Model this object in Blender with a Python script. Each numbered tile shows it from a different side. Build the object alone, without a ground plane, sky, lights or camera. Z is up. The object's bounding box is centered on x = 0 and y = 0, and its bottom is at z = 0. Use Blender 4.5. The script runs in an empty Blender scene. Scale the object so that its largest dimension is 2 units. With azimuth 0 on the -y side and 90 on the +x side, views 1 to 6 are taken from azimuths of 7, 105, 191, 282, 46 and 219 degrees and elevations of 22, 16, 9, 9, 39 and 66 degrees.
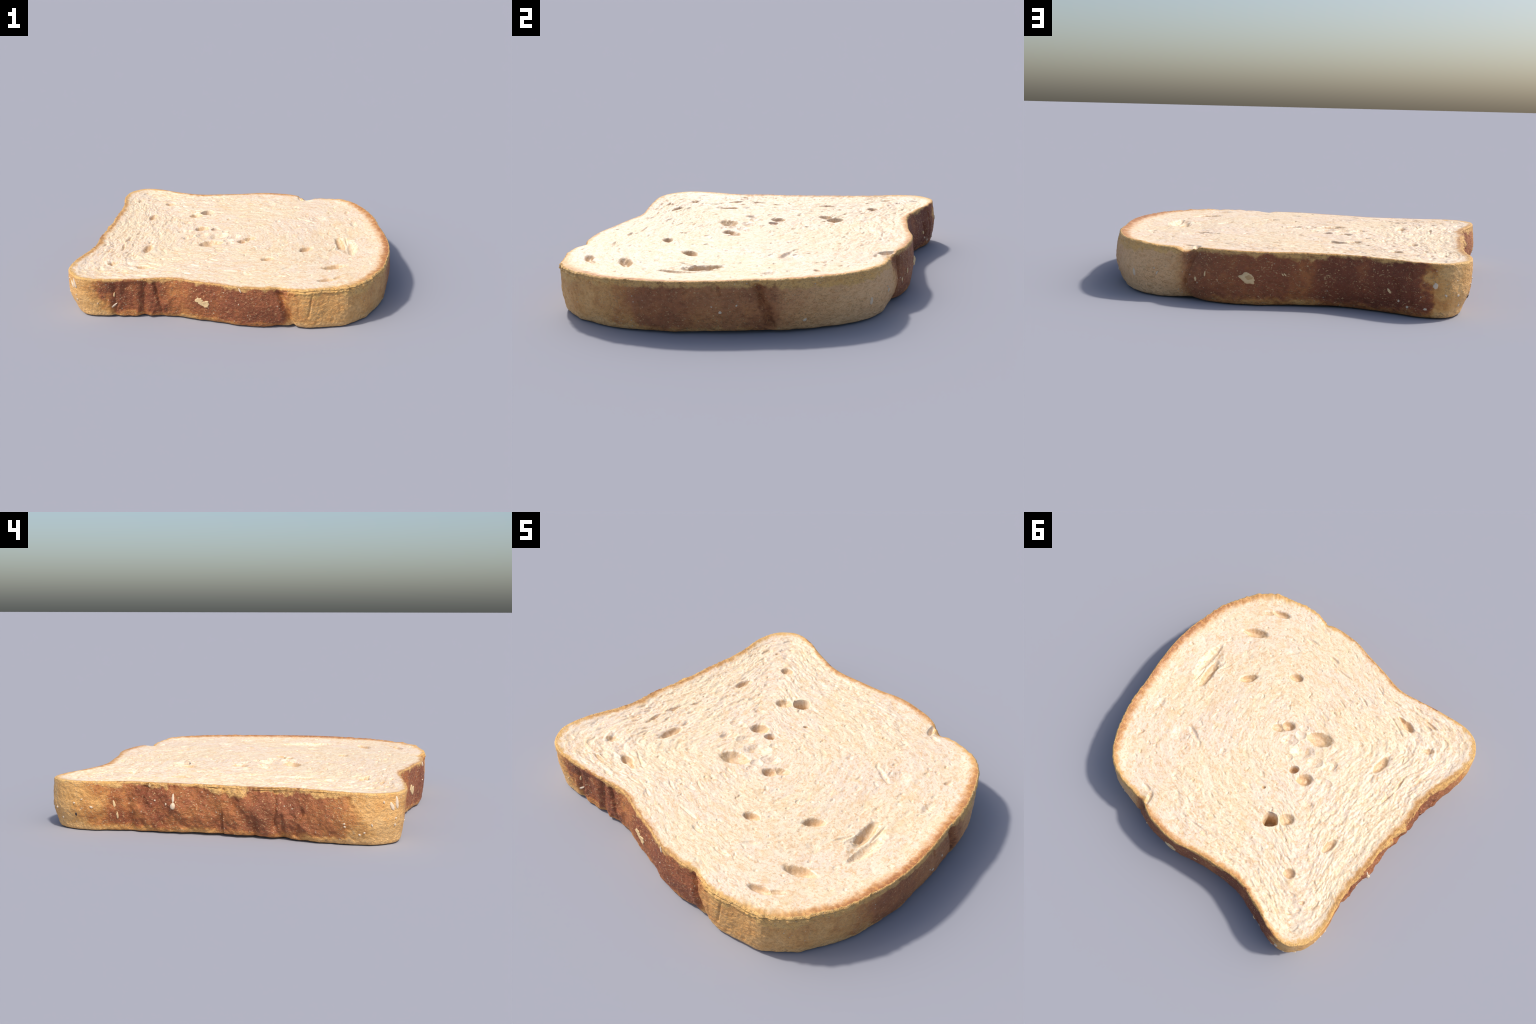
"""A slice of white sandwich bread lying flat: crumb faces, baked crust wall,
oat flakes and flour flecks stuck to the crust."""
import bpy, math
import numpy as np

rng = np.random.default_rng(7)
TAU = 2 * math.pi

# --------------------------------------------------------------- helpers
def ring_interp(table, deg):
    """smooth periodic interpolation of (degree, value) control points"""
    t = np.array(sorted(table), float)
    x, y = t[:, 0], t[:, 1]
    n = len(x)
    xe = np.concatenate([x[-2:] - 360, x, x[:2] + 360])
    ye = np.concatenate([y[-2:], y, y[:2]])
    h = np.diff(xe)
    d = np.diff(ye) / h
    m = np.zeros(len(xe))
    same = d[:-1] * d[1:] > 0
    w1, w2 = 2 * h[1:] + h[:-1], h[1:] + 2 * h[:-1]
    with np.errstate(divide="ignore", invalid="ignore"):
        hm = (w1 + w2) / (w1 / d[:-1] + w2 / d[1:])
    m[1:-1] = np.where(same, hm, 0.0)
    a = (np.asarray(deg, float) + 180) % 360 - 180
    i = np.clip(np.searchsorted(xe, a, side="right") - 1, 1, len(xe) - 3)
    u = (a - xe[i]) / h[i]
    return ((1 + 2 * u) * (1 - u) ** 2 * ye[i] + u * (1 - u) ** 2 * h[i] * m[i]
            + u * u * (3 - 2 * u) * ye[i + 1] + u * u * (u - 1) * h[i] * m[i + 1])


_perm = np.random.default_rng(11).permutation(256)
_perm = np.concatenate([_perm, _perm, _perm])
_grad = np.random.default_rng(12).normal(size=(256, 3))
_grad /= np.linalg.norm(_grad, axis=1)[:, None]


def noise(x, y, z=0.0):
    """gradient noise, about -0.7 .. 0.7, vectorised"""
    x, y, z = np.broadcast_arrays(np.asarray(x, float), y, z)
    xi, yi, zi = (np.floor(v).astype(int) for v in (x, y, z))
    fx, fy, fz = x - xi, y - yi, z - zi
    s = [f * f * f * (f * (f * 6 - 15) + 10) for f in (fx, fy, fz)]
    out = 0.0
    for dx in (0, 1):
        for dy in (0, 1):
            for dz in (0, 1):
                h = _perm[_perm[_perm[(xi + dx) & 255] + ((yi + dy) & 255)] + ((zi + dz) & 255)]
                g = _grad[h]
                v = g[..., 0] * (fx - dx) + g[..., 1] * (fy - dy) + g[..., 2] * (fz - dz)
                w = (s[0] if dx else 1 - s[0]) * (s[1] if dy else 1 - s[1]) * (s[2] if dz else 1 - s[2])
                out = out + v * w
    return out


def smooth(a, b, v):
    t = np.clip((v - a) / (b - a), 0, 1)
    return t * t * (3 - 2 * t)


# ------------------------------------------------- outline of the slice
# (direction in degrees from the centre, distance to the rim in metres)
RIM = [(-48.5, 1.131), (-41.1, 1.133), (-36.5, 1.116), (-28.7, 1.088), (-20.7, 1.050), (-14.4, 1.027),
       (-7.6, 1.001), (-0.3, 0.975), (7.9, 0.957), (12.7, 0.951), (21.2, 0.968), (27.7, 0.983),
       (33.2, 0.994), (40.0, 1.013), (43.9, 1.020), (47.0, 1.018), (51.8, 1.003), (58.9, 0.948),
       (63.2, 0.913), (65.6, 0.897), (67.6, 0.899), (70.2, 0.904), (74.6, 0.908), (78.5, 0.902),
       (84.7, 0.897), (90.3, 0.884), (95.4, 0.865), (100.5, 0.860), (106.5, 0.868), (112.9, 0.887),
       (119.3, 0.938), (123.3, 1.011), (126.5, 1.083), (128.8, 1.160), (132.3, 1.243), (134.9, 1.273),
       (137.9, 1.272), (141.5, 1.242), (144.9, 1.191), (147.6, 1.137), (150.7, 1.076), (155.6, 1.020),
       (161.9, 0.979), (168.0, 0.949), (173.5, 0.927), (179.5, 0.924), (-173.8, 0.938), (-167.9, 0.954),
       (-164.0, 0.958), (-159.8, 0.982), (-155.0, 1.032), (-150.9, 1.099), (-147.7, 1.156), (-144.4, 1.208),
       (-141.5, 1.241), (-137.5, 1.250), (-133.9, 1.225), (-131.2, 1.183), (-128.0, 1.122), (-122.7, 1.029),
       (-119.2, 0.973), (-114.0, 0.908), (-110.8, 0.889), (-106.2, 0.881), (-98.3, 0.884), (-91.7, 0.894),
       (-84.1, 0.926), (-78.8, 0.941), (-75.0, 0.952), (-71.5, 0.957), (-70.0, 0.955), (-68.4, 0.974),
       (-61.7, 1.044), (-54.0, 1.091)]
# how far the lower edge stands in from the rim
FOOT_IN = [(-48, .026), (-40, .028), (-29, .024), (-20, .026), (-10, .034), (0, .034), (9, .020), (17, .014), (23, .020),
           (30, .040), (38, .046), (46, .050), (52, .042), (58, .020), (64, .016), (67, .006), (75, .018), (95, .030),
           (110, .030), (120, .022), (126, .014), (131, .024), (136, .068), (141, .092), (147, .084), (155, .052),
           (165, .040), (178, .046), (-170, .044), (-160, .024), (-154, .020), (-148, .056), (-144, .080), (-139, .076),
           (-133, .050), (-125, .026), (-115, .008), (-105, .014), (-90, .018), (-75, .012), (-66, .018), (-55, .012)]
# how far the lower edge is lifted off the ground
FOOT_UP = [(-50, .002), (-30, .002), (-18, .008), (-5, .012), (8, .018), (17, .018), (24, .012), (34, .010), (48, .006),
           (58, .002), (66, .014), (72, .002), (90, .003), (108, .009), (118, .004), (130, .001), (140, .000),
           (150, .002), (160, .006), (172, .012), (180, .014), (-170, .012), (-160, .006), (-145, .000), (-135, .002),
           (-127, .010), (-122, .004), (-120, .014), (-115, .002), (-105, .006), (-90, .004), (-72, .002), (-66, .014),
           (-60, .003)]
# swelling of the wall half way up
SWELL = [(-58, .004), (-50, .008), (-40, .002), (-28, -.002), (-12, .004), (0, .010), (8, .016), (17, .018), (26, .020), (34, .012), (42, .004), (55, .012), (60, .022), (65, .036), (70, .026),
         (78, .012), (88, .004), (98, .004), (106, .008), (113, .020), (120, .024), (127, .022), (131, .012), (140, -.004), (148, .000), (155, .006), (170, .012), (-175, .014), (-162, .014), (-154, .024), (-146, .012),
         (-139, -.004), (-132, -.012), (-124, -.008), (-118, .004), (-112, .012), (-106, .012), (-96, .004), (-90, .004), (-73, .014), (-69, .028), (-65, .006)]

def top_z(x, y):
    """cut face: almost level, swelling a little towards the domed end"""
    z = 0.2585 - 0.007 * smooth(-0.15, -0.75, x) + 0.003 * noise(x * 1.3 + 4, y * 1.3 + 9)
    z = z - 0.013 * np.exp(-(((x - 0.66) / 0.24) ** 2 + ((y + 0.12) / 0.42) ** 2) ** 1.5)
    return z + 0.006 * np.exp(-((x - 0.32) ** 2 + (y - 0.28) ** 2) / 0.20)

# raised lip of crust round the domed end
LIP = [(-75, .0), (-62, .002), (-45, .006), (-30, .011), (-15, .012), (0, .014), (15, .015), (30, .016), (45, .016), (56, .011), (64, .006), (72, .006),
       (100, .005), (120, .006), (130, .009), (150, .012), (180, .011), (-150, .012), (-136, .009), (-124, .004), (-100, .0)]

N = 1800
dense = np.linspace(-180, 180, 14401)
dr = ring_interp(RIM, dense)
dxy = np.stack([dr * np.cos(np.radians(dense)), dr * np.sin(np.radians(dense))], 1)
seg = np.concatenate([[0], np.cumsum(np.linalg.norm(np.diff(dxy, axis=0), axis=1))])
ARC = seg[-1]
s_col = np.arange(N) / N * ARC
deg = np.interp(s_col, seg, dense)
rim_r = ring_interp(RIM, deg)
ux, uy = np.cos(np.radians(deg)), np.sin(np.radians(deg))

def wrap_blur(v, k):
    ker = np.hanning(2 * k + 3)[1:-1]
    ker /= ker.sum()
    return np.convolve(np.concatenate([v[-k:], v, v[:k]]), ker, "valid")

cx, cy = wrap_blur(rim_r * ux, 9), wrap_blur(rim_r * uy, 9)
bx, by = wrap_blur(cx, 14), wrap_blur(cy, 14)
tx, ty = np.roll(bx, -1) - np.roll(bx, 1), np.roll(by, -1) - np.roll(by, 1)
tl = np.hypot(tx, ty)
nx, ny = ty / tl, -tx / tl                     # outward, in the plane

# -------------------------------------------------- swirl coordinates
SWIRL = (-0.10, -0.07)

def rim_at(a):
    return ring_interp(RIM, np.degrees(a))

def swirl(x, y):
    r = np.hypot(x, y)
    q = r / rim_at(np.arctan2(y, x))
    k = np.clip(1 - q * q, 0, 1)
    sx, sy = x - SWIRL[0] * k, y - SWIRL[1] * k
    sr = np.maximum(np.hypot(sx, sy), 1e-5)
    return sx, sy, sr / rim_at(np.arctan2(sy, sx)), q

# -------------------------------------------- air pockets in the crumb
# end to end (x0, y0, x1, y1), width, depth
POCKETS = [
    (0.724, -0.490, 0.572, -0.567, 0.070, 0.036), (0.669, -0.724, 0.552, -0.774, 0.050, 0.026),
    (0.714, -0.675, 0.640, -0.729, 0.034, 0.008), (0.648, 0.016, 0.690, -0.212, 0.064, 0.030),
    (0.490, -0.192, 0.415, -0.289, 0.058, 0.034), (0.263, -0.429, 0.177, -0.471, 0.058, 0.034),
    (0.062, -0.122, -0.002, -0.178, 0.070, 0.036), (0.105, -0.076, 0.027, -0.128, 0.066, 0.018),
    (-0.102, -0.175, -0.262, -0.248, 0.104, 0.036), (-0.175, 0.080, -0.210, 0.030, 0.047, 0.060),
    (-0.246, 0.095, -0.325, 0.034, 0.084, 0.040), (-0.268, 0.433, -0.338, 0.370, 0.088, 0.140),
    (-0.338, 0.365, -0.416, 0.302, 0.082, 0.026), (-0.672, 0.356, -0.686, 0.232, 0.050, 0.026),
    (-0.573, 0.593, -0.648, 0.569, 0.070, 0.030), (-0.495, -0.664, -0.590, -0.648, 0.056, 0.036),
    (-0.448, -0.672, -0.540, -0.658, 0.028, 0.022), (-0.570, -0.256, -0.584, -0.413, 0.059, 0.028),
    (-0.603, -0.758, -0.699, -0.758, 0.025, 0.012), (-0.714, -0.584, -0.774, -0.633, 0.041, 0.012),
    (-0.121, 0.279, -0.144, 0.258, 0.017, 0.020),
]
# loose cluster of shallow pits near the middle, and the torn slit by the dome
CLUSTER = [(-0.005, -0.045, -0.08, -0.115, .085, .011), (-0.095, -0.025, -0.215, -0.125, .090, .011), (-0.225, -0.03, -0.30, -0.10, .075, .010), (-0.15, -0.02, -0.20, -0.16, .26, .003),
           (-0.05, -0.125, -0.095, -0.185, .065, .009), (-0.325, -0.060, -0.370, -0.165, .060, .009), (-0.34, 0.02, -0.44, -0.02, .060, .008),
           (-0.10, 0.02, -0.14, 0.00, .045, .008), (-0.03, -0.19, -0.08, -0.22, .045, .007)]
TEAR = [(0.700, 0.010, 0.735, -0.300, .130, .010), (0.735, -0.06, 0.755, -0.33, .050, .010), (0.676, -0.09, 0.650, -0.240, .034, .008),
        (0.700, 0.02, 0.722, -0.13, .016, .009), (0.645, -0.150, 0.600, -0.265, .018, .007)]
# shallow dents, grooves and torn cracks
DENTS = [
    (0.766, -0.087, 0.749, -0.331, 0.053, 0.014), (-0.105, -0.025, -0.210, -0.113, 0.069, 0.007),
    (-0.368, -0.076, -0.371, -0.159, 0.034, 0.010), (0.016, -0.044, -0.077, -0.081, 0.037, 0.008),
    (0.544, 0.400, 0.449, 0.249, 0.109, 0.010), (0.508, 0.255, 0.374, 0.311, 0.037, 0.012),
    (0.747, 0.326, 0.757, 0.214, 0.053, 0.010), (0.705, 0.514, 0.686, 0.473, 0.031, 0.010),
    (0.596, 0.613, 0.613, 0.582, 0.019, 0.008), (0.361, 0.742, 0.326, 0.838, 0.037, 0.024),
    (0.436, 0.742, 0.367, 0.747, 0.031, 0.012), (0.159, -0.715, 0.082, -0.717, 0.028, 0.011),
    (0.369, -0.716, 0.264, -0.740, 0.025, 0.010), (-0.107, -0.535, -0.172, -0.557, 0.022, 0.008),
    (0.094, 0.515, 0.049, 0.530, 0.025, 0.010), (0.237, 0.258, 0.203, 0.239, 0.034, 0.008),
    (-0.015, 0.340, -0.089, 0.307, 0.041, 0.006), (-0.366, 0.182, -0.449, 0.163, 0.047, 0.008),
    (-0.735, -0.113, -0.752, -0.251, 0.019, 0.014), (-0.752, -0.251, -0.741, -0.352, 0.022, 0.016),
    (-0.671, -0.415, -0.653, -0.468, 0.016, 0.010), (-0.717, -0.098, -0.697, -0.015, 0.016, 0.010),
    (-0.179, -0.624, -0.272, -0.586, 0.019, 0.008), (-0.211, -0.751, -0.287, -0.721, 0.016, 0.008),
    (0.071, -0.673, -0.076, -0.674, 0.016, 0.008), (-0.424, -0.638, -0.571, -0.568, 0.014, 0.007),
    (-0.774, 0.679, -0.797, 0.649, 0.025, 0.009), (0.067, 0.731, -0.055, 0.718, 0.019, 0.006),
    (-0.511, 0.259, -0.541, 0.189, 0.028, 0.007), (-0.398, 0.562, -0.443, 0.501, 0.028, 0.006),
    (0.593, -0.330, 0.545, -0.399, 0.062, 0.006), (0.387, -0.541, 0.326, -0.620, 0.031, 0.007),
]

def groove(x, y, item, wobble, steep):
    x0, y0, x1, y1, w, d = item
    lx, ly = x1 - x0, y1 - y0
    L = math.hypot(lx, ly)
    lx, ly = lx / L, ly / L
    mx, my = (x0 + x1) / 2, (y0 + y1) / 2
    a = (x - mx) * lx + (y - my) * ly
    b = (y - my) * lx - (x - mx) * ly
    hl, hw = max(L, w * 0.8) / 2, w / 2
    e = np.sqrt((a / hl) ** 2 + (b / hw) ** 2)
    e = e * (1 + wobble)
    return d * (1 - smooth(1 - steep, 1.0 + 0.12, e)) , e

def top_relief(x, y):
    """height added to the cut face, and a pocket mask"""
    c, s, q, q_rim = swirl(x, y)
    edge = 1 - smooth(0.93, 1.0, q_rim)
    edge = edge * (1 - 0.65 * np.exp(-(((x + 0.15) / 0.22) ** 2 + ((y + 0.07) / 0.17) ** 2) ** 2))
    torn = noise(x * 2.2 + 31, y * 2.2, 2.0)
    rough = 0.35 + 0.8 * np.clip(0.9 * torn + 0.30 - 0.55 * x, 0, 1)
    w0 = noise(c * 7 + 15, s * 7, q * 15)
    w1 = noise(c * 13 + 5, s * 13, q * 26)
    w2 = noise(c * 30, s * 30 + 9, q * 50)
    w3 = noise(x * 70, y * 70, 3.0)
    w4 = noise(c * 52 + 3, s * 52, q * 66)
    z = 0.85 * edge * rough * (0.0078 * np.minimum(w1, 0.22) + 0.0090 * w0 + 0.0045 * w2 + 0.0026 * w4 + 0.0012 * w3)
    tear = noise(c * 15 + 40, s * 15, q * 24 + 3)
    z -= edge * rough * 0.006 * smooth(0.22, 0.44, tear)
    pit = noise(c * 30, s * 30, q * 22)
    z -= edge * 0.005 * smooth(0.30, 0.52, pit)
    wob = 0.22 * noise(x * 22 + 3, y * 22, 5.0) + 0.10 * noise(x * 55, y * 55, 6.0)
    mask = np.zeros_like(x)
    cut = np.zeros_like(x)
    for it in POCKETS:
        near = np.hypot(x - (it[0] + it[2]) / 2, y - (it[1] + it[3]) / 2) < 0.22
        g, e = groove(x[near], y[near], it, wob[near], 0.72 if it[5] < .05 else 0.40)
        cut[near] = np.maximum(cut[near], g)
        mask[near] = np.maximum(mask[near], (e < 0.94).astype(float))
    for it in DENTS:
        near = np.hypot(x - (it[0] + it[2]) / 2, y - (it[1] + it[3]) / 2) < 0.22
        g, e = groove(x[near], y[near], it, 1.6 * wob[near], 0.8)
        cut[near] += g
    for it in CLUSTER + TEAR:
        near = np.hypot(x - (it[0] + it[2]) / 2, y - (it[1] + it[3]) / 2) < 0.30
        g, e = groove(x[near], y[near], it, 1.2 * wob[near], 0.65)
        cut[near] += g * 0.9
        rimline = np.exp(-((e - 1.0) / 0.12) ** 2)
        cut[near] -= 0.0016 * rimline
    return z - cut, mask

# ---------------------------------------------- folds in the crust wall
# (direction, height above ground) end points, half width in metres, depth
FOLDS = [
    (-119.8, .245, -120.3, .02, .024, .018), (-117.0, .23, -115.1, .05, .012, .012), (-124.0, .20, -125.0, .04, .05, .012), (-127.0, .20, -127.4, .0, .020, .012),
    (-69.8, .26, -65.4, .0, .018, .026), (-69.8, .26, -66.6, .08, .020, .006), (-59.5, .25, -60.7, .08, .006, .006),
    (-63.8, .14, -63.4, .07, .006, .004), (15.2, .25, 18.6, .04, .020, .027), (15.8, .20, 16.4, .15, .008, .008),
    (4.0, .26, 4.4, .20, .006, .010), (68.9, .26, 64.7, .09, .011, .013), (64.7, .09, 65.8, .0, .011, .010),
    (64.6, .24, 60.2, .14, .010, .006), (126.4, .16, 127.0, .09, .016, .012), (128.2, .24, 128.6, .06, .008, .007),
    (156.9, .25, 155.0, .15, .018, .012), (152.4, .16, 152.6, .02, .018, .012), (149.5, .16, 146.7, .07, .016, .008),
    (-176.0, .19, 176.0, .03, .020, .010), (-170.8, .19, -173.6, .06, .022, .012), (-170.2, .10, -170.5, .0, .016, .014),
    (-164.1, .24, -164.3, .07, .010, .010), (-161.9, .12, -162.0, .0, .012, .010), (-156.5, .15, -158.2, .03, .012, .012),
    (-147.3, .26, -147.2, .21, .012, .010), (172.0, .18, 168.0, .05, .020, .008), (160.0, .10, 160.4, .0, .022, .008),
    (-166.8, .25, -168.2, .13, .016, .010), (-149.0, .10, -150.5, .0, .014, .006),
]
arc_of = lambda d: np.interp((np.asarray(d) + 180) % 360 - 180, dense, seg)

def wall_relief(s, d, z):
    """outward displacement of the wall at arc length s, direction d, height z"""
    out = 0.0060 * noise(s * 3.2, z * 3.0 + 2, 1.0)
    base = smooth(148, 156, np.abs(d)) + 0.75 * smooth(106, 112, -d) * smooth(132, 126, -d)
    slant = s * 9 + z * 7.0
    fold = noise(slant, z * 5, 4.0) + 0.5 * noise(s * 21 - z * 9, z * 9, 5.0)
    out = out + base * (0.024 * fold + 0.007 * noise(s * 17 + z * 10, z * 4, 14.0))
    out = out + base * 0.0045 * noise(s * 44, z * 36, 6.0) + 0.0036 * noise(s * 50, z * 50, 7.0) + 0.004 * noise(s * 16 + 8, z * 16, 2.0)
    low = smooth(0.07, 0.0, z)
    out = out + low * (0.009 + 0.017 * base) * noise(s * 11 + 3, 0.3, 9.0)
    wob = 0.010 * noise(s * 14, z * 14, 12.0)
    for d0, z0, d1, z1, hw, dep in FOLDS:
        s0, s1 = float(arc_of(d0)), float(arc_of(d1))
        if abs(s1 - s0) > ARC / 2:
            s1 += ARC if s1 < s0 else -ARC
        vx, vz = s1 - s0, z1 - z0
        L2 = vx * vx + vz * vz
        ds = (s - s0 + wob + ARC / 2) % ARC - ARC / 2
        t = (ds * vx + (z - z0) * vz) / L2
        tc = np.clip(t, 0, 1)
        dist = np.hypot(ds - tc * vx, (z - z0) - tc * vz)
        out = out - dep * np.exp(-(dist / hw) ** 2)
    return out

# ----------------------------------------------------------- build grid
rows = []          # each row: (x, y, z) arrays of length N
R_TOP, R_BOT, R_WALL = 290, 70, 84
q_top = np.concatenate([np.linspace(0.0, 0.985, R_TOP)[1:]])
GROW = 0.001 + 0.006 * smooth(120, 140, np.abs(deg))                                  # crust stands this proud of the rim
ROUND = 0.008 + 0.003 * noise(s_col * 7, 0.5, 3.0)           # rounding of the upper rim

jag = 0.009 * noise(s_col * 24, 1.5, 0.0) + 0.006 * noise(s_col * 55, 2.5, 0.0)
shoulder = ring_interp([(-75, 0), (-66, 1.2), (-45, 1.3), (-24, 1.0), (-18, 0.15), (10, .15), (22, .7), (34, .8), (60, .6), (66, 0.2), (80, 0),
                        (130, .1), (160, .8), (180, .9), (-160, .8), (-140, 0), (-100, .1)], deg)
chips = jag * shoulder
push = chips + 0.004 * smooth(125, 150, np.abs(deg)) - 0.002 * smooth(70, 30, np.abs(deg))
rim_x, rim_y = cx + nx * push, cy + ny * push
inner_x, inner_y = rim_x - nx * ROUND, rim_y - ny * ROUND

# torn lip of pale crust hanging over the shoulders of the dome
LEDGE = ring_interp([(-72, 0), (-66, .7), (-52, 1), (-30, 1), (-22, .2), (-10, 0), (25, .1), (36, .6), (52, .5), (60, 0), (100, 0), (150, .0), (180, .0), (-160, .0), (-140, 0), (-100, .0)], deg)
LEDGE_JAG = noise(s_col * 26, 3.3, 1.0) + 0.7 * noise(s_col * 70, 1.3, 1.0)
pocket_rows = []
for q in q_top:
    k = q / 0.985
    x, y = inner_x * k, inner_y * k
    # towards the middle the rings relax into ellipses
    dz, mask = top_relief(x, y)
    rows.append((x, y, top_z(x, y) + dz))
    pocket_rows.append(mask)
zt = rows[-1][2]
# notch on the far shoulder sinks the rim
dip = -ring_interp(LIP, deg) + 0.026 * np.exp(-((deg - 64.5) / 2.6) ** 2) + 0.006 * np.exp(-((deg + 69) / 2.0) ** 2) \
    + 0.006 * shoulder * (0.3 + noise(s_col * 15, 0.0, 8.0) + 0.8 * noise(s_col * 42, 0.0, 8.0)) + 0.008 * np.exp(-((deg - 57) / 5.0) ** 2)
fade = 36
for j in range(fade):
    x, y, z = rows[-1 - j]
    rows[-1 - j] = (x, y, z - dip * (1 - j / fade) ** 2)
zt = zt - dip
zb = 0.65 * ring_interp(FOOT_UP, deg) + 0.004 * np.clip(noise(s_col * 9, 5.0, 5.0), 0, 1)
foot = 0.50 * ring_interp(FOOT_IN, deg)
swell = ring_interp(SWELL, deg)
TOP_LAST = len(rows) - 1

# upper rim rounding, wall, lower rounding: v runs 0 (rim) to 1 (foot)
arc_steps = 7
wall_rows = []
for i in range(1, arc_steps + 1):
    a = i / arc_steps * math.pi / 2
    wall_rows.append((ROUND * (math.sin(a) - 1), ROUND * (1 - math.cos(a)), None))
for i in range(1, R_WALL + 1):
    wall_rows.append((0.0, 0.0, i / R_WALL))
for off, down, v in wall_rows:
    if v is None:
        z = zt - down
        h = np.clip((z - zb) / (zt - zb), 0, 1)
    else:
        h = 1 - v                                   # 1 at rim, 0 at foot
        z = zb + (zt - ROUND - zb) * h
    prof = swell * np.sin(math.pi * np.clip(h, 0, 1)) ** 1.0 - foot * (1 - smooth(0.0, 0.60, h)) ** 1.4 + GROW
    corner = np.clip(1 - h / 0.11, 0, 1)
    prof = prof - 0.016 * (1 - np.sqrt(np.clip(1 - corner ** 2, 0, 1)))
    amount = smooth(0.0, 1, (1 - h) / (0.12 - 0.08 * smooth(148, 156, np.abs(deg))))
    ledge = smooth(-0.003, 0.004, z - (zt - 0.026 + 0.024 * LEDGE_JAG)) * LEDGE * smooth(0.0, 0.06, 1 - h)
    o = off + prof - chips * smooth(0.02, 0.16, 1 - h) + 0.007 * ledge + amount * wall_relief(s_col, deg, z)
    rows.append((rim_x + nx * o, rim_y + ny * o, z * np.ones(N)))
WALL_LAST = len(rows) - 1

fx, fy, fz = rows[-1]
for i in range(1, R_BOT):
    k = 1 - i / R_BOT
    x, y = fx * k, fy * k
    c, s, qq, qr = swirl(x, y)
    z = fz + (1 - smooth(0, 1, k)) * 0.0 + 0.012 * smooth(0, 0.10, 1 - k)
    z = z * smooth(0.0, 0.5, k) + (0.022) * (1 - smooth(0.0, 0.5, k))
    z = z + smooth(0, .06, 1 - k) * 0.004 * noise(c * 13 + 15, s * 13, qq * 26)
    rows.append((x, y, np.maximum(z, 0.003)))

P = np.array([np.stack(r, 1) for r in rows])           # rows x N x 3
lo = P[..., 2].min()
P[..., 2] -= lo
NR = len(P)
head = np.array([0, 0, P[0, :, 2].mean()])
tail = np.array([0, 0, P[-1, :, 2].mean()])

# smooth normals of the whole body, shared by its parts
du = np.roll(P, -1, 1) - np.roll(P, 1, 1)
dv = np.gradient(P, axis=0)
NRM = np.cross(dv, du)
NRM /= np.maximum(np.linalg.norm(NRM, axis=2), 1e-12)[..., None]
if NRM[5, :, 2].mean() < 0:
    NRM = -NRM

# ------------------------------------------------------------ materials
def rgb(r, g, b):
    return (r, g, b, 1.0)


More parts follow.
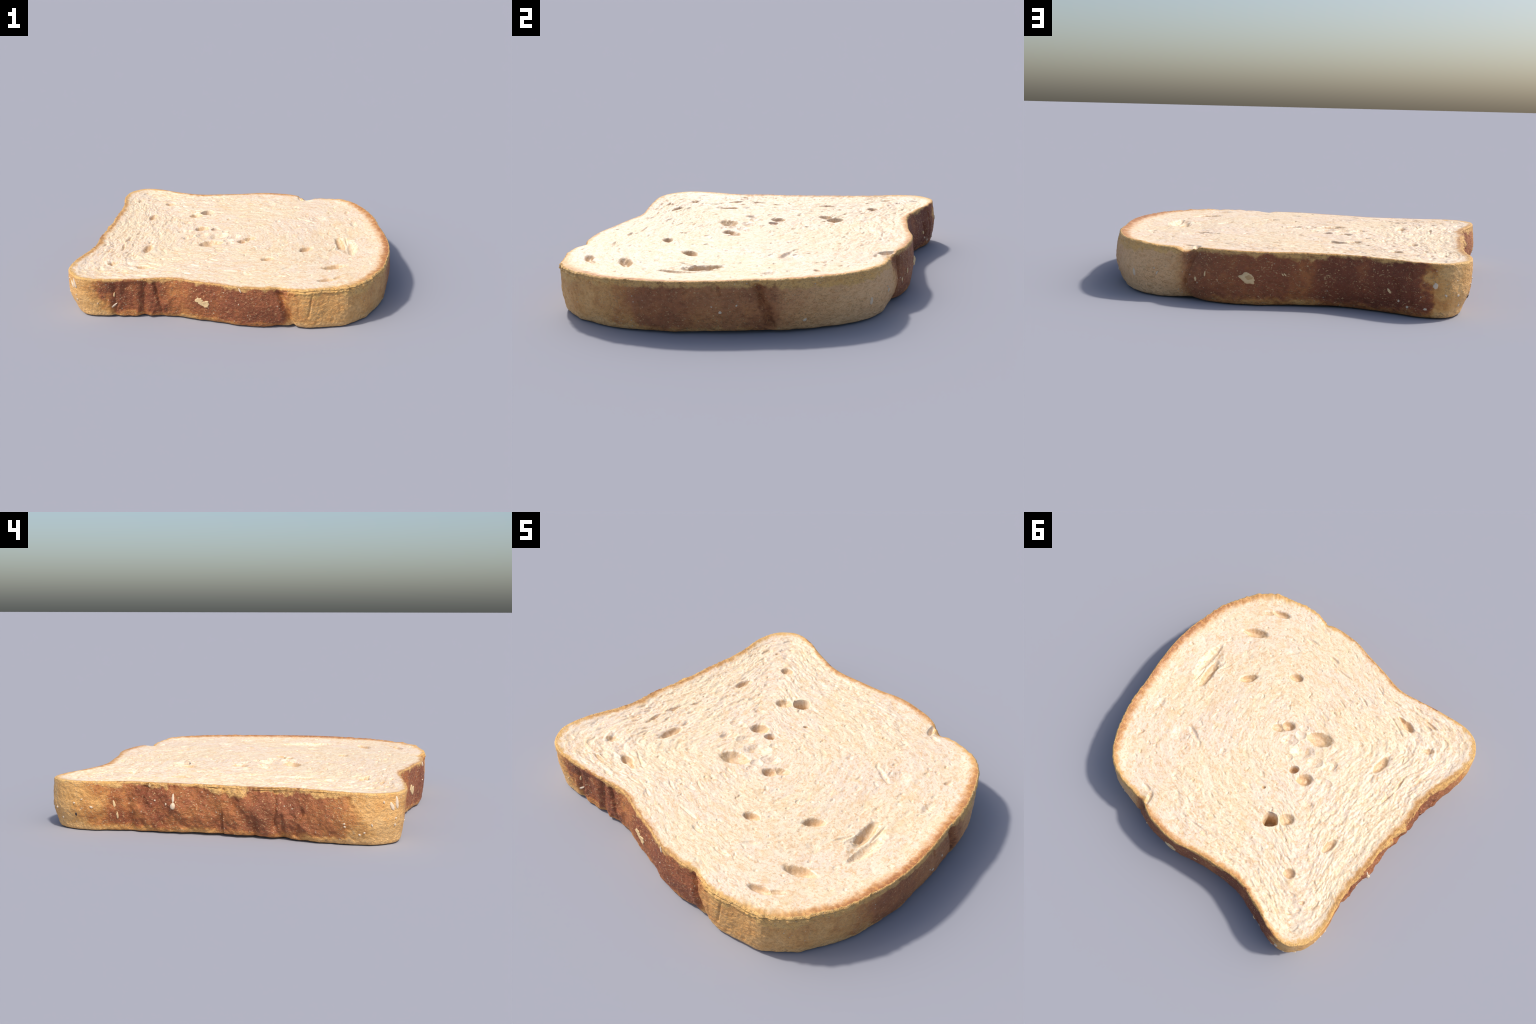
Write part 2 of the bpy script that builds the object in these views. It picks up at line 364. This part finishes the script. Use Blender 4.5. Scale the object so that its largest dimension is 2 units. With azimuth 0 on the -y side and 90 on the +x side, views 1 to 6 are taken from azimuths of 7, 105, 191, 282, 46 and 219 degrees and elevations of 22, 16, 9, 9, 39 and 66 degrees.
class Nodes:
    def __init__(self, name):
        self.mat = bpy.data.materials.new(name)
        self.mat.use_nodes = True
        self.t = self.mat.node_tree
        self.bsdf = self.t.nodes["Principled BSDF"]

    def put(self, sock, v):
        if isinstance(v, bpy.types.NodeSocket):
            self.t.links.new(v, sock)
        else:
            sock.default_value = v

    def node(self, kind, **props):
        n = self.t.nodes.new("ShaderNode" + kind)
        for k, v in props.items():
            setattr(n, k, v)
        return n

    def math(self, op, a, b=0.0, c=0.0, clamp=False):
        n = self.node("Math", operation=op, use_clamp=clamp)
        for i, v in enumerate((a, b, c)):
            self.put(n.inputs[i], v)
        return n.outputs[0]

    def step(self, v, a, b, lo=0.0, hi=1.0):
        n = self.node("MapRange", interpolation_type="SMOOTHSTEP")
        for i, x in enumerate((v, a, b, lo, hi)):
            self.put(n.inputs[i], x)
        return n.outputs[0]

    def mix(self, f, a, b, mode="MIX"):
        n = self.node("Mix", data_type="RGBA", blend_type=mode)
        self.put(n.inputs[0], f)
        self.put(n.inputs[6], a)
        self.put(n.inputs[7], b)
        return n.outputs[2]

    def vec(self, x, y, z):
        n = self.node("CombineXYZ")
        for i, v in enumerate((x, y, z)):
            self.put(n.inputs[i], v)
        return n.outputs[0]

    def noise(self, v, scale, detail=2.0, rough=0.5, dist=0.0):
        n = self.node("TexNoise")
        self.put(n.inputs["Vector"], v)
        n.inputs["Scale"].default_value = scale
        n.inputs["Detail"].default_value = detail
        n.inputs["Roughness"].default_value = rough
        n.inputs["Distortion"].default_value = dist
        return n.outputs["Fac"]

    def voronoi(self, v, scale, rand=1.0, feature="F1"):
        n = self.node("TexVoronoi", feature=feature)
        self.put(n.inputs["Vector"], v)
        n.inputs["Scale"].default_value = scale
        n.inputs["Randomness"].default_value = rand
        return n.outputs

    def ring(self, turn, table, top=1.0):
        """value around the loaf from (degree, value) control points"""
        n = self.node("FloatCurve")
        cu = n.mapping.curves[0]
        end = float(ring_interp(table, [180.0])[0]) / top
        pts = [(0.0, end)] + [((d + 180) / 360, v / top) for d, v in sorted(table) if -179 < d < 179] + [(1.0, end)]
        cu.points[0].location, cu.points[1].location = pts[0], pts[-1]
        for p in pts[1:-1]:
            cu.points.new(*p)
        for p in cu.points:
            p.handle_type = "AUTO_CLAMPED"
        n.mapping.update()
        self.put(n.inputs["Value"], turn)
        return self.math("MULTIPLY", n.outputs[0], top)

    def polar(self, x, y):
        a = self.math("ARCTAN2", y, x)
        turn = self.math("MULTIPLY_ADD", a, 1 / TAU, 0.5)
        r = self.math("SQRT", self.math("ADD", self.math("MULTIPLY", x, x), self.math("MULTIPLY", y, y)))
        return turn, r

    def bump(self, h, strength, dist, normal=None):
        n = self.node("Bump")
        n.inputs["Strength"].default_value = strength
        n.inputs["Distance"].default_value = dist
        self.put(n.inputs["Height"], h)
        if normal is not None:
            self.put(n.inputs["Normal"], normal)
        return n.outputs[0]

    def coords(self):
        c = self.node("TexCoord")
        s = self.node("SeparateXYZ")
        self.put(s.inputs[0], c.outputs["Object"])
        return c.outputs["Object"], s.outputs[0], s.outputs[1], s.outputs[2]


def crumb_material(name, pocket):
    m = Nodes(name)
    co, x, y, z = m.coords()
    turn, r = m.polar(x, y)
    q = m.math("DIVIDE", r, m.ring(turn, RIM, 1.4))
    k = m.math("SUBTRACT", 1.0, m.math("MULTIPLY", q, q), clamp=True)
    sx = m.math("SUBTRACT", x, m.math("MULTIPLY", k, SWIRL[0]))
    sy = m.math("SUBTRACT", y, m.math("MULTIPLY", k, SWIRL[1]))
    turn2, r2 = m.polar(sx, sy)
    q2 = m.math("DIVIDE", r2, m.ring(turn2, RIM, 1.4))
    def swirled(a, b):
        return m.vec(m.math("MULTIPLY", sx, a), m.math("MULTIPLY", sy, a), m.math("MULTIPLY", q2, b))

    big = m.noise(swirled(7, 9), 1.0, 3.0, 0.6)
    mid = m.noise(swirled(22, 34), 1.0, 3.0, 0.65, 0.4)
    fine = m.noise(swirled(55, 75), 1.0, 2.0, 0.6)
    grain = m.noise(co, 62.0, 2.0, 0.6)
    cloud = m.noise(co, 3.2, 3.0, 0.6)
    pale, cream, tan = rgb(.92, .725, .54), rgb(.94, .75, .51), rgb(.74, .44, .20)
    col = m.mix(m.step(cloud, .38, .62), pale, cream)
    col = m.mix(m.math("MULTIPLY", m.step(mid, .51, .64), .72), col, rgb(.84, .565, .32))
    col = m.mix(m.math("MULTIPLY", m.step(fine, .53, .66), .62), col, tan)
    col = m.mix(m.math("MULTIPLY", m.step(grain, .55, .68), .60), col, tan)
    col = m.mix(m.math("MULTIPLY", m.step(big, .50, .34), .30), col, rgb(.95, .81, .62))
    blotch = m.noise(swirled(11, 15), 1.0, 3.0, 0.6)
    col = m.mix(m.math("MULTIPLY", m.step(blotch, .53, .66), .45), col, rgb(.85, .60, .32))
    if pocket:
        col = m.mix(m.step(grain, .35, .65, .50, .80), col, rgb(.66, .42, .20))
    # toasted edge next to the crust
    wide = m.ring(turn, [(-75, .040), (-66, .034), (-45, .066), (-30, .072), (-15, .085), (5, .076), (25, .080), (42, .064), (55, .040),
                         (66, .035), (75, .060), (100, .045), (118, .060), (128, .050), (138, .034), (150, .042), (180, .042),
                         (-150, .040), (-138, .030), (-120, .034), (-100, .040)], 0.15)
    toast = m.ring(turn, [(-78, .5), (-68, .15), (-48, .35), (-34, .75), (-10, 1), (20, .85), (40, .75), (52, .25), (64, .2), (72, .75),
                          (100, .55), (118, .65), (130, .3), (138, .1), (148, .4), (180, .6), (-150, .45), (-138, .1), (-125, .4), (-95, .7)], 1.0)
    inward = m.math("SUBTRACT", 1.0, q)
    wav = m.math("MULTIPLY_ADD", m.math("SUBTRACT", m.noise(co, 24.0, 4.0, .65), .5), .070, inward)
    near = m.math("SUBTRACT", 1.0, m.step(m.math("DIVIDE", wav, wide), .20, 1.0), clamp=True)
    amber = m.mix(toast, rgb(.84, .50, .16), rgb(.66, .275, .055))
    col = m.mix(m.math("MULTIPLY", near, .95), col, amber)
    dark = m.math("SUBTRACT", 1.0, m.step(m.math("DIVIDE", wav, wide), .05, .75), clamp=True)
    brown = m.math("MULTIPLY", m.math("MULTIPLY", dark, toast), m.step(m.noise(co, 45.0, 3.0, .6), .30, .55))
    col = m.mix(m.math("MULTIPLY", brown, .92), col, rgb(.30, .095, .026))
    m.put(m.bsdf.inputs["Base Color"], col)
    m.bsdf.inputs["Roughness"].default_value = 0.50
    m.bsdf.inputs["Specular IOR Level"].default_value = 0.75
    h = m.math("ADD", m.math("MULTIPLY", mid, .6), m.math("ADD", m.math("MULTIPLY", fine, .5), m.math("MULTIPLY", grain, .35)))
    n1 = m.bump(h, 0.28, 0.010)
    n2 = m.bump(m.noise(co, 150.0, 2.0, .6), 0.35, 0.004, n1)
    m.put(m.bsdf.inputs["Normal"], n2)
    return m.mat


BAKE = [(-180, .78), (-165, .82), (-155, .76), (-149, .58), (-144.5, .20), (-138, .06), (-132, .14), (-129.5, .40), (-127, .82), (-120, .86),
        (-110, .66), (-100, .76), (-85, .84), (-72, .92), (-68.5, .80), (-65.5, .34), (-58, .30), (-45, .20), (-34, .22), (-26, .40),
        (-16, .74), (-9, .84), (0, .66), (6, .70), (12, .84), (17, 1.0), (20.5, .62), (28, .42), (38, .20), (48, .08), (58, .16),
        (63, .30), (66, .76), (70, .90), (80, .80), (95, .84), (101, .72), (108, .92), (120, .96), (128.6, .98), (130, .36), (134, .18),
        (138, .10), (142, .14), (147, .44), (151, .74), (157, .80), (168, .66)]


def crust_material():
    m = Nodes("baked_crust")
    co, x, y, z = m.coords()
    turn, r = m.polar(x, y)
    sway = m.math("MULTIPLY", m.math("SUBTRACT", m.noise(co, 4.5, 4.0, .65), .5), .030)
    bent = m.math("ADD", turn, m.math("MULTIPLY_ADD", m.math("SUBTRACT", m.noise(co, 16.0, 3.0, .6), .5), .012, sway))
    bake = m.ring(bent, BAKE, 1.0)
    pale = m.ring(turn, [(-160, .1), (-120, .0), (-60, .1), (-10, .3), (40, .9), (56, 1), (64, .5), (80, .1), (140, .0)], 1.0)
    cloud = m.noise(co, 5.0, 4.0, .6)
    blot = m.noise(co, 13.0, 4.0, .65, .5)
    wet = m.math("ADD", bake, m.math("MULTIPLY", m.math("SUBTRACT", cloud, .5), .95))
    wet = m.math("ADD", wet, m.math("MULTIPLY", m.math("SUBTRACT", blot, .5), .70))
    # less baked along the cut edges
    torn = m.math("MULTIPLY", m.math("SUBTRACT", m.noise(co, 17.0, 4.0, .65), .5), .075)
    band = m.ring(turn, [(-72, .018), (-64, .030), (-45, .032), (-28, .022), (-16, .004), (12, .004), (24, .014), (45, .030), (60, .036), (66, .010),
                         (85, .008), (105, .022), (125, .018), (132, .008), (150, .020), (170, .030), (-165, .034), (-145, .02), (-125, .016), (-100, .020)], 0.05)
    band = m.math("MULTIPLY", band, m.step(m.noise(co, 5.5, 3.0, .7), .36, .66, .15, 1.5))
    top = m.math("SUBTRACT", m.math("MULTIPLY_ADD", x, -.011, .254), z)
    up = m.math("SUBTRACT", 1.0, m.step(m.math("SUBTRACT", m.math("ADD", top, torn), band), -.010, .010), clamp=True)
    low = m.math("SUBTRACT", 1.0, m.step(m.math("ADD", z, m.math("MULTIPLY", torn, 1.2)), .016, .050), clamp=True)
    wet = m.math("SUBTRACT", wet, m.math("MULTIPLY", low, .42))
    ramp = m.node("ValToRGB")
    e = ramp.color_ramp.elements
    e[0].position, e[0].color = 0.0, rgb(.83, .49, .19)
    e[1].position, e[1].color = 1.0, rgb(.22, .060, .026)
    for p, c in ((.22, rgb(.77, .405, .125)), (.45, rgb(.57, .23, .062)), (.64, rgb(.42, .138, .043)), (.82, rgb(.305, .087, .034))):
        el = e.new(p)
        el.color = c
    m.put(ramp.inputs[0], wet)
    col = m.mix(m.math("MULTIPLY", pale, .85), ramp.outputs[0], m.mix(bake, rgb(.90, .565, .30), rgb(.55, .25, .095)))
    col = m.mix(m.math("MULTIPLY", up, .85), col, m.mix(m.noise(co, 18.0, 3.0), rgb(.80, .43, .11), rgb(.84, .55, .22)))
    # pale skin specks, stretched along the wall
    wallv = m.vec(m.math("MULTIPLY", x, 1.0), m.math("MULTIPLY", y, 1.0), m.math("MULTIPLY", z, 1.7))
    spk = m.noise(wallv, 95.0, 2.0, .55, .4)
    patch = m.noise(co, 9.0, 2.0, .5)
    many = m.math("MULTIPLY", m.step(spk, .57, .66), m.step(patch, .30, .62, .35, .95))
    col = m.mix(many, col, m.mix(bake, rgb(.88, .58, .28), rgb(.74, .42, .20)))
    mottled = m.noise(wallv, 34.0, 4.0, .7)
    col = m.mix(m.math("MULTIPLY", m.step(mottled, .54, .36), m.math("MULTIPLY_ADD", bake, .32, .26)), col, m.mix(bake, rgb(.52, .22, .05), rgb(.17, .045, .02)))
    vo = m.voronoi(co, 30.0)
    dot = m.math("MULTIPLY", m.step(vo[0], .13, .07), m.step(m.noise(co, 4.0, 1.0), .52, .60))
    col = m.mix(m.math("MULTIPLY", dot, .8), col, rgb(.72, .60, .44))
    m.put(m.bsdf.inputs["Base Color"], col)
    m.bsdf.inputs["Roughness"].default_value = 0.58
    m.bsdf.inputs["Specular IOR Level"].default_value = 0.35
    h = m.math("ADD", m.math("MULTIPLY", mottled, .8), m.math("ADD", m.math("MULTIPLY", many, .35), m.math("MULTIPLY", blot, .5)))
    m.put(m.bsdf.inputs["Normal"], m.bump(m.noise(co, 150.0, 2.0), .2, .003, m.bump(h, .8, .018)))
    return m.mat


def flake_material(name, a, b):
    m = Nodes(name)
    co, x, y, z = m.coords()
    col = m.mix(m.noise(co, 60.0, 3.0, .6), a, b)
    m.put(m.bsdf.inputs["Base Color"], col)
    m.bsdf.inputs["Roughness"].default_value = 0.6
    m.put(m.bsdf.inputs["Normal"], m.bump(m.noise(co, 120.0, 2.0), .4, .004))
    return m.mat


CRUMB = crumb_material("soft_crumb", False)
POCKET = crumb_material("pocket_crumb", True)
CRUST = crust_material()
OAT = flake_material("oat_husk", rgb(.80, .60, .34), rgb(.70, .46, .20))
FLOUR = flake_material("dry_flour", rgb(.74, .62, .47), rgb(.68, .50, .32))
PALE_OAT = flake_material("pale_oat", rgb(.86, .70, .52), rgb(.80, .60, .40))
KERNEL = flake_material("toasted_kernel", rgb(.52, .32, .13), rgb(.60, .38, .17))
SEED = flake_material("dark_seed", rgb(.05, .035, .03), rgb(.03, .02, .02))

# ---------------------------------------------------------- body parts
root = bpy.data.objects.new("bread_slice", None)
root["label"] = "thick slice of white sandwich bread with brown crust"
root["category"] = "bread slice"
bpy.context.scene.collection.objects.link(root)


def body_part(name, spans, mats, pick=None):
    verts, norms, loops, sizes, slots = [], [], [], [], []
    base = 0
    for a, b, cap in spans:
        v = P[a:b + 1].reshape(-1, 3)
        nn = NRM[a:b + 1].reshape(-1, 3)
        i, j = np.meshgrid(np.arange(b - a), np.arange(N), indexing="ij")
        j2 = (j + 1) % N
        quad = np.stack([i * N + j, (i + 1) * N + j, (i + 1) * N + j2, i * N + j2], -1).reshape(-1, 4) + base
        loops.append(quad.ravel())
        sizes.append(np.full(len(quad), 4))
        slots.append(pick(a, b).ravel() if pick else np.zeros(len(quad), int))
        count = len(v)
        if cap is not None:
            tip, row, flip, tn = cap
            v = np.vstack([v, tip])
            nn = np.vstack([nn, tn])
            o = (row - a) * N + base
            jj = np.arange(N)
            tri = np.stack([np.full(N, base + count), o + jj, o + (jj + 1) % N], 1)
            if flip:
                tri = tri[:, ::-1]
            loops.append(tri.ravel())
            sizes.append(np.full(N, 3))
            slots.append(np.zeros(N, int))
        verts.append(v)
        norms.append(nn)
        base += len(v)
    verts, norms = np.vstack(verts), np.vstack(norms)
    loops, sizes, slots = np.concatenate(loops), np.concatenate(sizes), np.concatenate(slots)
    me = bpy.data.meshes.new(name)
    me.vertices.add(len(verts))
    me.vertices.foreach_set("co", verts.astype(np.float32).ravel())
    me.loops.add(len(loops))
    me.loops.foreach_set("vertex_index", loops.astype(np.int32))
    me.polygons.add(len(sizes))
    me.polygons.foreach_set("loop_start", np.concatenate([[0], np.cumsum(sizes)[:-1]]).astype(np.int32))
    for mt in mats:
        me.materials.append(mt)
    me.polygons.foreach_set("material_index", slots.astype(np.int32))
    me.update(calc_edges=True)
    me.validate()
    me.normals_split_custom_set_from_vertices(norms.astype(np.float32))
    ob = bpy.data.objects.new(name, me)
    ob.parent = root
    bpy.context.scene.collection.objects.link(ob)
    return ob


pocket_rows = np.array(pocket_rows)

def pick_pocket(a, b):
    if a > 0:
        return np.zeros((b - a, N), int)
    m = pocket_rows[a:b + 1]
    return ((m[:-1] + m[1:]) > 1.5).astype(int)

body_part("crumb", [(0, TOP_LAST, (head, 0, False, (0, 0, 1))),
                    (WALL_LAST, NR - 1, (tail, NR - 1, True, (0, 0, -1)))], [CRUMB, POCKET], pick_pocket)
body_part("crust", [(TOP_LAST, WALL_LAST, None)], [CRUST])

# --------------------------------------------- things stuck on the crust
def on_wall(d, z):
    col = int(np.argmin(np.abs((deg - d + 180) % 360 - 180)))
    w = P[TOP_LAST:WALL_LAST + 1, col]
    row = TOP_LAST + int(np.argmin(np.abs(w[:, 2] - (z - lo))))
    n = NRM[max(row - 6, 0):row + 7, np.arange(col - 5, col + 6) % N].mean((0, 1))
    n /= np.linalg.norm(n)
    up = np.array([0, 0, 1.0]) - n * n[2]
    up /= np.linalg.norm(up)
    return P[row, col], n, np.cross(up, n), up          # place, out, along (to the viewer's right), up


def flake(name, d, z, wide, tall, mat, tilt=0.0, thick=0.006, taper=0.0, ragged=0.15, dish=0.0, seed=0, lift=0.0):
    """small leaf-like scale lying on the wall"""
    p, n, al, up = on_wall(d, z)
    a0 = math.radians(tilt)
    e1, e2 = al * math.cos(a0) + up * math.sin(a0), up * math.cos(a0) - al * math.sin(a0)
    M, K = 40, 7
    t = np.arange(M) / M * TAU
    rag = 1 + ragged * (noise(np.cos(t) * 1.6 + seed * 7.3, np.sin(t) * 1.6, seed * 3.1) * 1.6
                        + 0.5 * noise(np.cos(t) * 4 + seed, np.sin(t) * 4, seed))
    verts, faces = [], []
    for kk in range(K + 1):
        f = kk / K
        u, v = np.cos(t) * rag * f, np.sin(t) * rag * f
        u = u * (1 - taper * v)
        h = thick * np.sqrt(max(1 - f ** 2.6, 0)) - dish * thick * (1 - f ** 2) - (0.004 if kk == K else 0)
        for i in range(M):
            bend = -0.9 * (u[i] * wide / 2) ** 2
            verts.append(p + e1 * u[i] * wide / 2 + e2 * v[i] * tall / 2 + n * (h + lift + bend))
    for kk in range(K):
        for i in range(M):
            j = (i + 1) % M
            faces.append((kk * M + i, (kk + 1) * M + i, (kk + 1) * M + j, kk * M + j))
    me = bpy.data.meshes.new(name)
    me.from_pydata([tuple(v) for v in verts], [], faces)
    me.materials.append(mat)
    me.shade_smooth()
    ob = bpy.data.objects.new(name, me)
    ob.parent = root
    bpy.context.scene.collection.objects.link(ob)
    return ob


# oat flakes
flake("oat_flake", -137.2, .215, .018, .066, PALE_OAT, 12, .006, .35, .12, seed=1)
flake("oat_flake", -138.3, .195, .020, .048, PALE_OAT, 28, .005, .0, .15, seed=2)
flake("oat_flake", -99.8, .138, .050, .052, OAT, -30, .006, .3, .7, .5, seed=3)
flake("oat_flake", -97.0, .120, .044, .044, OAT, 20, .009, -.2, .6, .9, seed=4)
flake("oat_flake", -127.3, .152, .012, .034, OAT, -8, .005, .5, .2, seed=5)
flake("oat_flake", -127.4, .080, .014, .050, PALE_OAT, -52, .006, .4, .15, seed=6)
flake("oat_flake", -83.6, .240, .009, .034, PALE_OAT, 28, .006, .0, .1, seed=7)
flake("oat_flake", 149.2, .150, .014, .048, OAT, 12, .006, .5, .25, seed=8)
flake("oat_flake", 149.8, .089, .012, .044, OAT, 4, .006, .3, .25, seed=9)
flake("oat_flake", 157.8, .246, .018, .022, OAT, -10, .005, .0, .2, seed=10)
flake("oat_flake", 125.6, .113, .012, .030, OAT, 38, .005, .0, .1, seed=11)
flake("oat_flake", 48.0, .110, .020, .044, FLOUR, 0, .0028, .0, .08, seed=12)
flake("oat_flake", 72.8, .146, .008, .030, OAT, -8, .004, .3, .2, seed=13)
flake("oat_flake", 69.4, .113, .014, .022, OAT, 10, .004, .2, .4, .6, seed=14)
flake("oat_flake", 97.3, .157, .007, .022, OAT, 42, .004, .0, .1, seed=15)
flake("oat_flake", 96.6, .157, .007, .018, OAT, 42, .004, .0, .1, seed=16)
# split kernel on the long side
flake("kernel_shell", 85.9, .136, .078, .050, OAT, -18, .007, .1, .30, seed=17)
flake("toasted_kernel", 86.3, .142, .044, .026, KERNEL, -12, .009, .0, .25, lift=.001, seed=18)
# drip of dried dough
flake("dough_drip", 164.8, .152, .026, .034, FLOUR, 0, .010, .0, .08, seed=19)
flake("dough_drip", 164.8, .190, .014, .052, FLOUR, 3, .004, .2, .2, seed=20)
# flour flecks
FLECKS = [(-137.1, .136, .010, .013), (-137.2, .103, .011, .018), (-140.5, .221, .010, .014), (-147.8, .113, .012, .010),
          (-147.7, .098, .012, .009), (-142.9, .109, .008, .018), (-144.2, .069, .011, .012), (-145.1, .057, .012, .014),
          (143.3, .171, .012, .008), (141.7, .149, .013, .010), (145.2, .130, .020, .012), (159.4, .173, .011, .010),
          (162.6, .156, .009, .013), (131.7, .160, .024, .030), (136.3, .112, .014, .014), (130.4, .045, .018, .012),
          (127.0, .070, .012, .010), (128.0, .045, .014, .012), (4.4, .120, .018, .018), (28.1, .067, .022, .016),
          (55.6, .147, .012, .010), (56.4, .124, .010, .022), (2.0, .150, .009, .008), (9.0, .152, .008, .012),
          (133.5, .115, .016, .010), (137.5, .060, .012, .016), (-84.0, .150, .008, .008), (-131.0, .098, .008, .008)]
for i, (d, z, w, h) in enumerate(FLECKS):
    flake("flour_fleck", d, z, w, h, FLOUR, float(rng.uniform(-40, 40)), .0045, .0, .35, seed=30 + i)
flake("dark_seed", 141.8, .087, .012, .020, SEED, 0, .004, .0, .1, seed=90)
